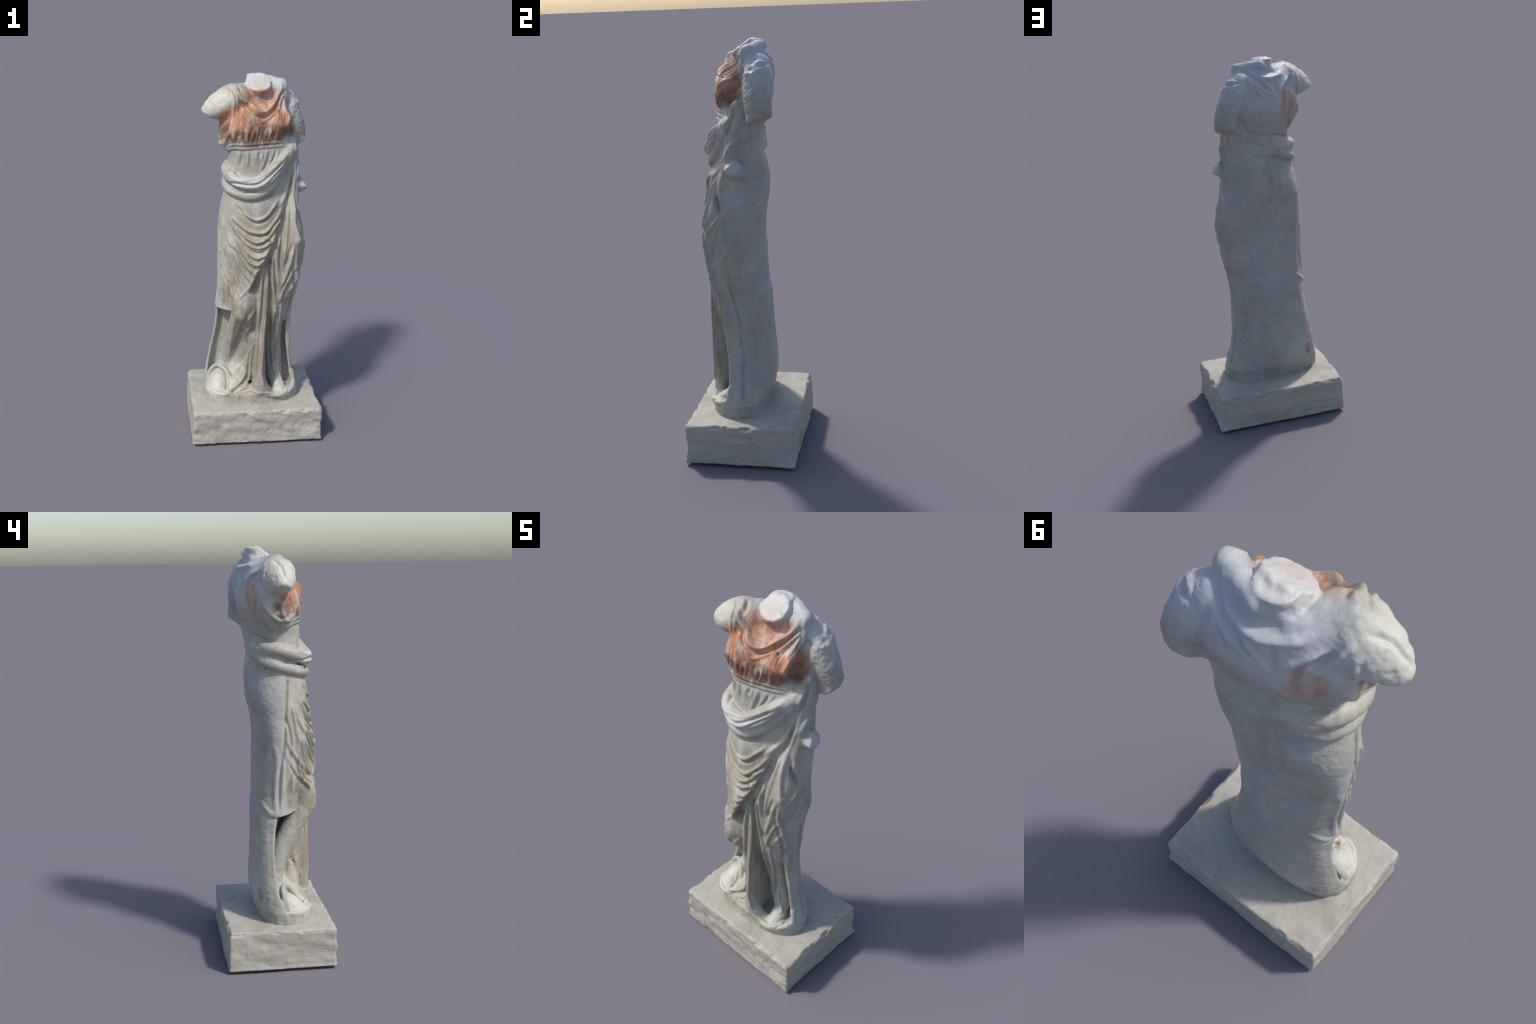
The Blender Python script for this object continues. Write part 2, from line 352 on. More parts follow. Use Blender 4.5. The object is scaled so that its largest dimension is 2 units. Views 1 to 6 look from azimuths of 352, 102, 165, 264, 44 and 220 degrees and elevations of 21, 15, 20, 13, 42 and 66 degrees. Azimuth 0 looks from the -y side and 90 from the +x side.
SWAGS_CREASES = [
    ('front', .01, .013, [(-.120, 1.329), (-.079, 1.302), (-.037, 1.290), (.005, 1.303), (.042, 1.343), (.077, 1.382)]),
    ('front', .01, .013, [(-.159, 1.293), (-.129, 1.265), (-.088, 1.235), (-.046, 1.221), (-.009, 1.220), (.028, 1.242), (.066, 1.286), (.100, 1.348)]),
    ('front', .01, .013, [(-.144, 1.259), (-.113, 1.221), (-.076, 1.185), (-.035, 1.169), (.002, 1.179), (.040, 1.214), (.072, 1.258)]),
    ('front', .01, .013, [(-.169, 1.285), (-.138, 1.221), (-.097, 1.174), (-.066, 1.151), (-.024, 1.141), (.014, 1.152), (.052, 1.186), (.087, 1.229)]),
    ('front', .01, .013, [(-.137, 1.177), (-.096, 1.131), (-.065, 1.099), (-.028, 1.087), (.009, 1.099), (.040, 1.119)]),
    ('front', .01, .013, [(-.117, 1.144), (-.085, 1.089), (-.059, 1.059), (-.033, 1.050), (-.007, 1.067), (.025, 1.080)]),
    ('front', -.009, .0115, [(-.140, 1.352), (-.100, 1.310), (-.047, 1.273), (-.005, 1.276), (.032, 1.307), (.070, 1.354)]),
    ('front', -.009, .0115, [(-.154, 1.268), (-.118, 1.233), (-.077, 1.206), (-.035, 1.199), (.002, 1.206), (.045, 1.246), (.078, 1.284)]),
    ('front', -.009, .0115, [(-.128, 1.213), (-.086, 1.170), (-.050, 1.155), (-.013, 1.156), (.024, 1.178)]),
    ('front', -.009, .0115, [(-.137, 1.196), (-.096, 1.149), (-.065, 1.124), (-.029, 1.113), (.009, 1.120), (.041, 1.160)]),
    ('front', -.009, .0115, [(-.106, 1.146), (-.070, 1.091), (-.038, 1.069), (-.012, 1.075), (.015, 1.099)]),
    ('front', -.009, .0115, [(-.136, 1.128), (-.095, 1.069), (-.063, 1.035), (-.037, 1.024), (-.011, 1.039)]),
    ('front', .011, .013, [(-.146, 1.142), (-.110, 1.084), (-.073, 1.033), (-.039, .996)]),
    ('front', .011, .013, [(-.141, 1.099), (-.114, 1.030), (-.082, .985), (-.056, .949)]),
    ('front', .011, .013, [(-.175, 1.110), (-.153, 1.034), (-.121, .940), (-.091, .883)]),
    ('front', .011, .013, [(-.202, 1.265), (-.193, 1.136), (-.172, 1.014), (-.150, .898), (-.142, .838)]),
    ('front', .011, .013, [(-.205, .987), (-.191, .905), (-.185, .780)]),
    ('front', .011, .013, [(-.187, 1.206), (-.167, 1.158), (-.146, 1.125)]),
    ('front', -.009, .0115, [(-.141, 1.116), (-.109, 1.049), (-.072, .993), (-.046, .975)]),
    ('front', -.009, .0115, [(-.155, 1.083), (-.128, .996), (-.101, .923), (-.080, .894)]),
    ('front', -.009, .0115, [(-.185, 1.094), (-.164, .993), (-.140, .898), (-.127, .852)]),
    ('front', -.009, .0115, [(-.219, 1.213), (-.208, 1.080), (-.198, .962), (-.203, .772)]),
    ('front', -.009, .0115, [(-.171, .978), (-.163, .870), (-.157, .791)]),
    ('front', .006, .011, [(.123, 1.359), (.104, 1.280), (.068, 1.215), (.033, 1.139), (.001, 1.083), (-.039, .999), (-.065, .921), (-.099, .878), (-.127, .847)]),
    ('left', .005, .014, [(-.046, 1.111), (-.075, 1.052), (-.115, .994), (-.156, .938), (-.191, .872)]),
    ('left', .005, .014, [(-.044, 1.041), (-.076, .976), (-.115, .918), (-.174, .851)]),
    ('left', .005, .014, [(-.092, 1.260), (-.108, 1.209), (-.142, 1.154), (-.161, 1.114)]),
    ('left', .005, .014, [(-.060, .944), (-.071, .881), (-.078, .826)]),
    ('left', .005, .014, [(-.034, 1.002), (-.029, .928), (-.033, .827)]),
    ('left', -.004, .014, [(-.048, 1.076), (-.086, 1.005), (-.132, .944)]),
    ('left', -.004, .014, [(-.052, .995), (-.087, .934), (-.142, .868)]),
    ('left', -.004, .014, [(-.046, .976), (-.049, .900), (-.055, .812)]),]
FALLS_CREASES = [
    ('front', .01, .016, [(.170, 1.692), (.166, 1.584), (.147, 1.479), (.120, 1.407), (.088, 1.352)]),
    ('front', .009, .014, [(.180, 1.607), (.173, 1.504), (.166, 1.427), (.163, 1.352), (.175, 1.269)]),
    ('front', -.012, .012, [(.159, 1.557), (.155, 1.479), (.142, 1.402), (.123, 1.355)]),
    ('front', .008, .014, [(.162, 1.347), (.163, 1.268), (.180, 1.216), (.195, 1.167)]),
    ('front', .012, .03, [(.195, 1.187), (.197, 1.138)]),
    ('front', -.014, .012, [(.186, 1.344), (.195, 1.296), (.211, 1.241)]),
    ('front', -.009, .012, [(.126, 1.340), (.109, 1.244), (.082, 1.167), (.057, 1.102), (.028, 1.000)]),
    ('right', .008, .014, [(-.139, 1.292), (-.184, 1.210), (-.166, 1.135)]),
    ('right', -.014, .012, [(-.100, 1.315), (-.081, 1.267), (-.070, 1.219)]),
    ('right', -.01, .012, [(-.046, 1.210), (-.043, 1.145), (-.035, 1.083)]),
    ('right', .006, .016, [(.009, 1.141), (-.021, 1.073), (-.083, .976)]),
    ('front', .008, .016, [(.163, 1.716), (.157, 1.667), (.155, 1.647)]),
    ('front', -.012, .014, [(.183, 1.693), (.183, 1.649), (.178, 1.603), (.161, 1.549)]),
    ('right', .008, .018, [(.045, 1.690), (.072, 1.577), (-.008, 1.529), (-.046, 1.463)]),
    ('front', .008, .014, [(.158, 1.391), (.165, 1.354), (.169, 1.278), (.180, 1.206), (.193, 1.150)]),
    ('right', -.012, .014, [(-.092, 1.309), (-.080, 1.264), (-.071, 1.218)]),
    ('right', .007, .016, [(-.071, 1.206), (-.109, 1.155), (-.142, 1.119)]),
    ('right', -.008, .014, [(-.058, 1.184), (-.096, 1.083), (-.117, .964)]),
    ('right', .006, .016, [(-.037, 1.162), (-.057, 1.019), (-.079, .911)]),]
CHITON_CREASES = [
    ('front', .009, .014, [(.098, 1.229), (.082, 1.151), (.078, 1.056), (.091, .949), (.104, .905)]),
    ('front', .009, .014, [(.054, 1.091), (.061, .997), (.073, .875), (.089, .775)]),
    ('front', .009, .014, [(.137, 1.339), (.131, 1.243), (.123, 1.140), (.109, 1.032)]),
    ('front', .009, .014, [(.167, 1.127), (.151, 1.043), (.126, .954), (.110, .906)]),
    ('front', .009, .014, [(.183, 1.019), (.152, .945), (.123, .867), (.104, .811)]),
    ('front', .009, .014, [(.193, 1.046), (.192, .952), (.158, .868)]),
    ('front', -.01, .011, [(.109, 1.218), (.102, 1.124), (.106, 1.032)]),
    ('front', -.01, .011, [(.066, 1.079), (.077, .961), (.091, .844)]),
    ('front', -.01, .011, [(.158, 1.150), (.146, 1.101), (.128, 1.021)]),
    ('front', -.01, .011, [(.094, 1.140), (.094, 1.056), (.112, .972)]),
    ('front', -.01, .011, [(.179, .989), (.141, .903), (.120, .835)]),
    ('front', -.01, .011, [(.041, 1.080), (.048, .937), (.060, .813)]),
    ('front', .008, .011, [(.029, 1.034), (.032, .883), (.029, .765), (.023, .646), (.022, .536), (.019, .462), (.018, .398), (.041, .313)]),
    ('front', .008, .011, [(.001, .990), (-.002, .888), (-.006, .769), (-.013, .674), (-.020, .590), (-.035, .462), (-.040, .335)]),
    ('front', -.01, .01, [(.015, .973), (.014, .859), (.008, .741), (.002, .648), (-.003, .536), (-.009, .409), (-.010, .338)]),
    ('front', .008, .012, [(-.031, .610), (-.047, .528), (-.067, .425)]),
    ('front', .008, .012, [(-.041, .546), (-.055, .443), (-.062, .367), (-.089, .319), (-.136, .283), (-.188, .270)]),
    ('front', .008, .012, [(-.027, .573), (-.031, .449), (-.037, .342), (-.055, .295), (-.101, .271)]),
    ('front', -.008, .011, [(-.041, .559), (-.058, .474), (-.072, .426)]),
    ('front', -.008, .011, [(-.032, .530), (-.044, .420), (-.055, .333), (-.090, .293)]),
    ('front', .005, .014, [(-.122, .804), (-.132, .703), (-.144, .535), (-.149, .424)]),
    ('front', -.008, .018, [(-.067, .776), (-.093, .637), (-.124, .464)]),
    ('front', .005, .012, [(-.027, .800), (-.064, .727), (-.084, .599)]),
    ('front', .005, .012, [(-.035, .738), (-.065, .625), (-.107, .467)]),
    ('front', .008, .011, [(.086, .789), (.078, .708), (.082, .553), (.094, .417)]),
    ('front', .008, .011, [(.117, .803), (.114, .654), (.101, .498), (.099, .391), (.118, .311)]),
    ('front', .008, .011, [(.119, .449), (.130, .354), (.150, .303)]),
    ('front', .008, .011, [(.133, .751), (.154, .612), (.153, .488)]),
    ('front', -.009, .01, [(.060, .726), (.070, .552), (.082, .381)]),
    ('front', -.009, .01, [(.093, .693), (.091, .567), (.093, .472)]),
    ('front', -.009, .01, [(.120, .687), (.114, .535), (.111, .417)]),
    ('front', .006, .02, [(.086, .782), (.093, .728)]),
    ('right', -.011, .011, [(-.041, .995), (-.037, .864), (-.021, .757), (-.008, .676), (-.001, .540)]),
    ('right', -.011, .011, [(-.004, .596), (.005, .518), (.005, .403), (.006, .279)]),
    ('right', -.007, .009, [(.027, .743), (.038, .684), (.046, .646)]),
    ('right', -.006, .01, [(.042, .655), (.058, .545), (.063, .459)]),
    ('right', .006, .016, [(-.022, .865), (-.005, .738), (.017, .620)]),
    ('front', .009, .012, [(.184, 1.100), (.183, 1.048), (.188, .977), (.194, .906), (.194, .859), (.177, .799), (.179, .746), (.174, .702), (.175, .613), (.185, .488)]),
    ('front', -.009, .012, [(.167, 1.027), (.173, .965), (.182, .881), (.165, .752), (.139, .578)]),
    ('right', .006, .014, [(-.077, .943), (-.037, .790), (-.005, .632), (.004, .462)]),]
FEET_CREASES = [
    ('front', .0025, .01, [(-.222, .322), (-.208, .297)]),
    ('front', .0025, .01, [(-.182, .325), (-.166, .286)]),
    ('front', .0025, .01, [(-.205, .331), (-.185, .290)]),
    ('front', .005, .009, [(.127, .300), (.118, .266)]),
    ('front', .005, .009, [(.137, .289), (.139, .269)]),
    ('front', .005, .009, [(.152, .296), (.186, .261)]),
    ('front', .006, .012, [(-.255, .280), (-.237, .273), (-.200, .265), (-.136, .264), (-.092, .262), (-.024, .279), (.025, .276), (.086, .266), (.125, .262), (.175, .268), (.217, .279)]),]
BACK_CREASES = [
    ('left', -.012, .012, [(-.055, 1.400), (-.043, 1.222), (-.036, 1.077), (-.019, .978), (-.011, .879), (-.007, .761)]),
    ('left', .006, .018, [(.069, .798), (.053, .774), (.027, .750), (.004, .746)]),
    ('left', -.008, .012, [(.071, .735), (.045, .726), (.006, .728)]),
    ('left', .006, .02, [(.005, 1.077), (-.004, .978), (.005, .878), (.008, .781)]),
    ('back', .012, .02, [(.075, 1.954), (.040, 1.928), (-.018, 1.902), (-.082, 1.901), (-.133, 1.915)]),
    ('back', -.01, .025, [(.027, 1.952), (-.024, 1.933), (-.084, 1.930)]),
    ('back', .009, .014, [(.066, 1.917), (.030, 1.875), (-.022, 1.839), (-.078, 1.803)]),
    ('back', .009, .014, [(-.005, 1.894), (-.040, 1.853), (-.078, 1.811)]),
    ('back', .009, .014, [(-.169, 1.892), (-.120, 1.851), (-.088, 1.815)]),
    ('back', .009, .014, [(-.206, 1.917), (-.174, 1.851), (-.128, 1.782)]),
    ('back', .009, .014, [(.031, 1.860), (.007, 1.822), (-.014, 1.794)]),
    ('back', .009, .014, [(-.225, 1.885), (-.227, 1.820), (-.217, 1.767)]),
    ('back', .009, .014, [(.069, 1.908), (.043, 1.846), (.030, 1.788)]),
    ('back', -.009, .013, [(-.080, 1.890), (-.081, 1.847), (-.082, 1.821)]),
    ('back', -.009, .013, [(-.181, 1.886), (-.138, 1.838), (-.112, 1.785)]),
    ('back', -.009, .013, [(.020, 1.903), (-.023, 1.859), (-.056, 1.830)]),
    ('back', -.009, .013, [(.052, 1.872), (.022, 1.828), (.003, 1.795)]),
    ('back', .003, .014, [(.035, 1.788), (.031, 1.713), (.046, 1.665)]),
    ('back', .003, .014, [(-.030, 1.781), (-.019, 1.707)]),
    ('back', .003, .014, [(-.083, 1.774), (-.084, 1.697)]),
    ('back', .003, .014, [(-.155, 1.761), (-.135, 1.699)]),
    ('back', .003, .014, [(.004, 1.764), (.003, 1.677)]),
    ('back', -.008, .014, [(.114, 1.712), (.097, 1.666), (.080, 1.636), (.013, 1.607), (-.070, 1.595), (-.165, 1.564)]),
    ('back', -.004, .01, [(.059, 1.556), (-.025, 1.549), (-.113, 1.547), (-.166, 1.541)]),
    ('back', -.003, .01, [(.035, 1.649), (-.027, 1.650), (-.121, 1.649), (-.169, 1.650)]),
    ('back', -.005, .014, [(.061, 1.496), (-.023, 1.479), (-.109, 1.476), (-.161, 1.468)]),]
ARMS_CREASES = [
    ('left', -.008, .012, [(.009, 1.931), (-.018, 1.908), (-.031, 1.864), (-.039, 1.846)]),
    ('left', -.004, .01, [(.017, 1.855), (.001, 1.860)]),
    ('right', -.008, .018, [(.084, 1.876), (.108, 1.857)]),
    ('right', -.007, .016, [(.127, 1.876), (.156, 1.888)]),
    ('right', .006, .014, [(.062, 1.847), (.109, 1.848)]),
    ('right', .006, .014, [(.105, 1.886), (.137, 1.898), (.154, 1.897)]),
    ('back', -.008, .014, [(.069, 1.908), (.086, 1.836), (.107, 1.754), (.119, 1.702)]),
    ('front', -.004, .012, [(.036, 1.966), (.047, 1.953), (.059, 1.961)]),
    ('front', -.004, .012, [(.027, 1.961), (.038, 1.952), (.042, 1.940)]),
    ('front', -.004, .012, [(.001, 1.850), (.026, 1.843)]),
    ('front', -.004, .012, [(.065, 1.835), (.088, 1.827)]),]
CREASES = BODICE_CREASES + WAIST_CREASES + SWAGS_CREASES + FALLS_CREASES + CHITON_CREASES + FEET_CREASES + BACK_CREASES + ARMS_CREASES

def sample(blk, P):
    """Distance field at points P."""
    q = (P - blk.lo) / blk.h
    i = np.clip(np.floor(q).astype(int), 0, np.array(blk.D.shape) - 2)
    f = np.clip(q - i, 0, 1); v = 0
    for a in (0, 1):
        for b in (0, 1):
            for c in (0, 1):
                w = (f[:, 0] if a else 1-f[:, 0]) * (f[:, 1] if b else 1-f[:, 1]) * (f[:, 2] if c else 1-f[:, 2])
                v = v + w * blk.D[i[:, 0]+a, i[:, 1]+b, i[:, 2]+c]
    return v

def lay_on(blk, side, pts):
    """Lay a crease line onto the stone, coming from one side."""
    p = np.asarray(pts, float)
    length = np.sum(np.linalg.norm(np.diff(p, axis=0), axis=1))
    n = max(3, int(length / .008))
    q = spline(np.c_[p, np.zeros(len(p))], n)[:, :2]
    along = 1 if side in ('front', 'back') else 0
    first = side in ('front', 'left')
    step = np.arange(-.26, .24, .002) if along else np.arange(-.34, .29, .002)
    if not first: step = step[::-1]
    depth = np.zeros(n)
    for k, (a, z) in enumerate(q):
        P = np.empty((len(step), 3)); P[:, along] = step; P[:, 1-along] = a; P[:, 2] = z
        s = sample(blk, P) < 0
        depth[k] = step[np.argmax(s)] if s.any() else np.nan
    good = ~np.isnan(depth)
    if good.sum() < 2: return None
    depth = np.interp(np.arange(n), np.arange(n)[good], depth[good])
    pad = np.r_[depth[0], depth, depth[-1]]
    depth = (pad[:-2] + 2*pad[1:-1] + pad[2:]) / 4
    out = np.empty((n, 3)); out[:, along] = depth; out[:, 1-along] = q[:, 0]; out[:, 2] = q[:, 1]
    return out

def crease_heights(blk, verts):
    total = np.zeros(len(verts))
    above = sstep(-.004, .020, (verts[:, 2] - hem_height(verts[:, 0]))*.75)
    for side, h, w, pts in CREASES:
        line = lay_on(blk, side, pts)
        if line is None: continue
        lo = line.min(0) - w; hi = line.max(0) + w
        idx = np.flatnonzero(((verts > lo) & (verts < hi)).all(1))
        if not len(idx): continue
        V = verts[idx]
        seg = np.diff(line, axis=0); L = np.maximum((seg**2).sum(1), 1e-12)
        cum = np.r_[0, np.cumsum(np.sqrt(L))]
        best = np.full(len(V), 9.); where = np.zeros(len(V))
        for k in range(len(seg)):
            t = np.clip((V - line[k]) @ seg[k] / L[k], 0, 1)
            d = ((V - line[k] - t[:, None]*seg[k])**2).sum(1)
            m = d < best
            best[m] = d[m]; where[m] = (cum[k] + t*math.sqrt(L[k]))[m]
        r = np.clip(1 - best / (w*w), 0, 1)
        ends = min(.03, cum[-1] / 3)
        taper = np.clip(np.minimum(where, cum[-1]-where) / ends, 0, 1)
        part = above[idx] if (side, h, w, pts) in SWAGS_CREASES else (1-above[idx]) if (side, h, w, pts) in CHITON_CREASES else 1
        total[idx] += h * r*r * (.25 + .75*taper) * part
    return total

# ------------------------------------------------------------------ Blender
import bpy

def normals_of(verts, quads):
    v = verts[quads]
    fn = np.cross(v[:, 2]-v[:, 0], v[:, 3]-v[:, 1])
    n = np.zeros_like(verts)
    for j in range(4): np.add.at(n, quads[:, j], fn)
    return n / (np.linalg.norm(n, axis=1)[:, None] + 1e-12)

def relax(values, quads, times, keep=.5):
    """Average values over neighbouring vertices."""
    e = np.concatenate([quads[:, [0, 1]], quads[:, [1, 2]], quads[:, [2, 3]], quads[:, [3, 0]]])
    cnt = np.bincount(e.ravel(), minlength=len(values)).astype(float)
    for _ in range(times):
        acc = np.stack([np.bincount(e[:, 0], values[e[:, 1], j], len(values)) + np.bincount(e[:, 1], values[e[:, 0], j], len(values)) for j in range(values.shape[1])], 1)
        values = keep*values + (1-keep)*acc / cnt[:, None]
    return values

def value_noise(P, size, seed):
    """Smooth lattice noise in -1..1 at points P; size is the lump size in metres."""
    tab = np.random.default_rng(seed).uniform(-1, 1, (32, 32, 32))
    q = P / size; i = np.floor(q).astype(int); f = q - i; f = f*f*(3-2*f); v = 0
    for a in (0, 1):
        for b in (0, 1):
            for c in (0, 1):
                w = (f[:, 0] if a else 1-f[:, 0]) * (f[:, 1] if b else 1-f[:, 1]) * (f[:, 2] if c else 1-f[:, 2])
                v = v + w * tab[(i[:, 0]+a) % 32, (i[:, 1]+b) % 32, (i[:, 2]+c) % 32]
    return v

def at_points(solid, V):
    """Value of a solid's distance function at points."""
    f = solid[0]
    return f(V[:, 0].astype(F)[:, None, None], V[:, 1].astype(F)[:, None, None], V[:, 2].astype(F)[:, None, None])[:, 0, 0]

# ------------------------------------------------------------------ materials
class Nodes:
    """Small shorthand for shader node networks on Object coordinates."""
    def __init__(self, name):
        self.mat = bpy.data.materials.new(name); self.mat.use_nodes = True
        self.t = self.mat.node_tree; self.bsdf = self.t.nodes["Principled BSDF"]
        self.co = self.t.nodes.new("ShaderNodeTexCoord").outputs["Object"]
    def link(self, v, sock):
        if hasattr(v, "links"): self.t.links.new(v, sock)
        else: sock.default_value = v
    def math(self, op, a, b=0.0, clamp=False):
        n = self.t.nodes.new("ShaderNodeMath"); n.operation = op; n.use_clamp = clamp
        self.link(a, n.inputs[0]); self.link(b, n.inputs[1]); return n.outputs[0]
    def mapped(self, loc=(0, 0, 0), scale=(1, 1, 1), rot=(0, 0, 0)):
        n = self.t.nodes.new("ShaderNodeMapping")
        n.inputs["Location"].default_value = loc; n.inputs["Scale"].default_value = scale; n.inputs["Rotation"].default_value = rot
        self.t.links.new(self.co, n.inputs["Vector"]); return n.outputs[0]
    def noise(self, scale, detail=4, rough=.6, stretch=(1, 1, 1), shift=(0, 0, 0), distort=0.0):
        n = self.t.nodes.new("ShaderNodeTexNoise")
        n.inputs["Scale"].default_value = scale; n.inputs["Detail"].default_value = detail
        n.inputs["Roughness"].default_value = rough; n.inputs["Distortion"].default_value = distort
        self.t.links.new(self.mapped(shift, stretch), n.inputs["Vector"]); return n.outputs["Fac"]
    def ramp(self, v, lo, hi, a=0.0, b=1.0):
        n = self.t.nodes.new("ShaderNodeMapRange"); n.interpolation_type = "SMOOTHSTEP"
        self.link(v, n.inputs["Value"])
        for k, x in (("From Min", lo), ("From Max", hi), ("To Min", a), ("To Max", b)): n.inputs[k].default_value = x
        return n.outputs["Result"]
    def blob(self, c, r, soft=.35, ragged=None, amount=.6):
        """Mask of an ellipsoid patch with a ragged edge."""
        sc = tuple(1/x for x in r); loc = tuple(-c[i]/r[i] for i in range(3))
        n = self.t.nodes.new("ShaderNodeVectorMath"); n.operation = "LENGTH"
        self.t.links.new(self.mapped(loc, sc), n.inputs[0])
        d = n.outputs["Value"]
        if ragged is not None:
            d = self.math("ADD", d, self.math("MULTIPLY", self.math("SUBTRACT", ragged, .5), amount))
        return self.ramp(d, 1 + soft, 1 - soft)
    def mix(self, fac, a, b):
        n = self.t.nodes.new("ShaderNodeMix"); n.data_type = "RGBA"
        self.link(fac, n.inputs[0])
        for v, k in ((a, 6), (b, 7)):
            if isinstance(v, tuple): n.inputs[k].default_value = v + (1,)
            else: self.t.links.new(v, n.inputs[k])
        return n.outputs[2]
    def finish(self, color, rough=.62, bump=None, strength=.25, dist=.004):
        self.t.links.new(color, self.bsdf.inputs["Base Color"])
        self.link(rough, self.bsdf.inputs["Roughness"])
        self.bsdf.inputs["Specular IOR Level"].default_value = .3
        if bump is not None:
            b = self.t.nodes.new("ShaderNodeBump"); b.inputs["Strength"].default_value = strength
            b.inputs["Distance"].default_value = dist
            self.t.links.new(bump, b.inputs["Height"]); self.t.links.new(b.outputs[0], self.bsdf.inputs["Normal"])
        return self.mat

def marble_base(n):
    """Old marble: warm grey with clean, grimy, rusty and bluish clouds."""
    big = n.noise(5, 5, .6, shift=(3, 1, 0))
    streak = n.noise(9, 5, .65, stretch=(1.5, 1.5, .7), shift=(1, 4, 2))
    fine = n.noise(45, 5, .7)
    c = n.mix(n.ramp(big, .35, .68), STONE, STONE_CLEAN)
    c = n.mix(n.math("MULTIPLY", n.ramp(streak, .50, .74), .5), c, GRIME)
    c = n.mix(n.math("MULTIPLY", n.ramp(n.noise(11, 4, .6, stretch=(1, 1, .5), shift=(7, 2, 5)), .58, .72), .45), c, RUST)
    c = n.mix(n.math("MULTIPLY", n.ramp(n.noise(8, 4, .6, shift=(2, 9, 4)), .44, .66), .62), c, BLUISH)
    c = n.mix(n.math("MULTIPLY", n.ramp(fine, .42, .70), .22), c, GRIME)
    return c, fine

STONE = (.345, .323, .270); STONE_CLEAN = (.450, .432, .375)
GRIME = (.215, .200, .160); RUST = (.370, .270, .170); BLUISH = (.320, .350, .370)
CREAM = (.520, .500, .425); CHALK = (.520, .500, .470); LILAC = (.465, .470, .490)
PIGMENT = (.350, .140, .068); PIGMENT_PALE = (.500, .270, .165); PIGMENT_DARK = (.130, .055, .030)

def marble_material(name="weathered_marble", grime=0.0):
    n = Nodes(name)
    c, fine = marble_base(n)
    if grime:
        c = n.mix(n.math("MULTIPLY", n.ramp(n.noise(10, 5, .65, shift=(9, 9, 2)), .30, .60), grime), c, (.255, .240, .170))
    rag = n.noise(14, 5, .65, shift=(4, 4, 1))
    # dress front tinted darker brown: fold shade baked into the colour
    baked_shade = n.math("MULTIPLY", n.blob((0, -.17, .82), (.24, .13, .60), .4, rag, .9), n.ramp(n.noise(12, 5, .65, stretch=(1.8, 1.8, .5), shift=(8, 3, 3)), .30, .58))
    c = n.mix(n.math("MULTIPLY", baked_shade, .75), c, (.250, .208, .140))
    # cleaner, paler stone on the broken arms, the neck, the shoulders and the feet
    for centre, radius, colour, amount in (
            ((-.235, -.02, 1.85), (.10, .12, .10), CREAM, .85),
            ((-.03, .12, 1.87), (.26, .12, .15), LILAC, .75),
            ((-.207, -.10, .29), (.062, .085, .07), CREAM, .8),
            ((.14, -.12, .265), (.055, .07, .045), CREAM, .7),
            ((-.06, -.17, 1.485), (.15, .06, .05), CHALK, .6),
            ((.13, -.05, 1.60), (.03, .04, .035), CHALK, .6),
            ((-.04, -.17, 1.345), (.022, .05, .042), CHALK, .35),
            ((.235, .0, 1.435), (.03, .05, .05), CHALK, .5)):
        c = n.mix(n.math("MULTIPLY", n.blob(centre, radius, .35, rag, .9), amount), c, colour)
    # pink-brown paint left on the dress front, a patch on the back and the chest
    streak = n.noise(16, 6, .7, stretch=(2.6, 1.6, .5), shift=(0, 3, 7))
    paint = n.blob((-.035, -.10, 1.775), (.215, .155, .118), .12, rag, .5)
    paint = n.math("MAXIMUM", paint, n.math("MULTIPLY", n.blob((-.145, .105, 1.765), (.046, .06, .072), .3, rag, 1.4), .6))
    paint = n.math("MAXIMUM", paint, n.math("MULTIPLY", n.blob((-.035, -.01, 1.885), (.165, .09, .065), .3, rag, .9), .8))
    paint = n.math("MAXIMUM", paint, n.blob((.135, .0, 1.78), (.05, .05, .09), .3, rag, .6))
    hue = n.mix(n.ramp(n.math("ADD", n.math("MULTIPLY", streak, .5), n.math("MULTIPLY", n.noise(9, 4, .6, stretch=(1.3, 1, .8), shift=(2, 6, 9)), .5)), .42, .58), PIGMENT, PIGMENT_PALE)
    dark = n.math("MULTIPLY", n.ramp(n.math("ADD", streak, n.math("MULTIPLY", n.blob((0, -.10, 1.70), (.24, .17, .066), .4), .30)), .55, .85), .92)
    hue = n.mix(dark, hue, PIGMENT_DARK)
    worn = n.math("MULTIPLY", n.ramp(n.noise(13, 5, .7, stretch=(2.0, 1.3, .7), shift=(5, 5, 1)), .49, .66), .6)
    hue = n.mix(worn, hue, CREAM)
    c = n.mix(n.math("MULTIPLY", paint, .92), c, hue)
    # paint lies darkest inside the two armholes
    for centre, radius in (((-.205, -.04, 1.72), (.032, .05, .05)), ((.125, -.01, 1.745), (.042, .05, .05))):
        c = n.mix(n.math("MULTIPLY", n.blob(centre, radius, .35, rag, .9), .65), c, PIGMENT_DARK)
    # broken face of the neck
    c = n.mix(n.math("MULTIPLY", n.blob((-.027, .02, 1.985), (.085, .085, .062), .12, rag, .25), .8), c, CHALK)
    c = n.mix(n.math("MULTIPLY", n.blob((-.02, .012, 1.962), (.030, .030, .030), .45, rag, 1.4), .22), c, PIGMENT_PALE)
    # inventory patch low on the back
    c = n.mix(n.math("MULTIPLY", n.blob((-.215, .085, .345), (.022, .05, .035), .15), .5), c, (.22, .15, .12))
    c = n.mix(n.math("MULTIPLY", n.blob((-.218, .085, .325), (.010, .05, .012), .4), .45), c, (.24, .07, .06))
    return n.finish(c, .48, n.math("ADD", fine, n.noise(120, 3, .6)), .22, .003)

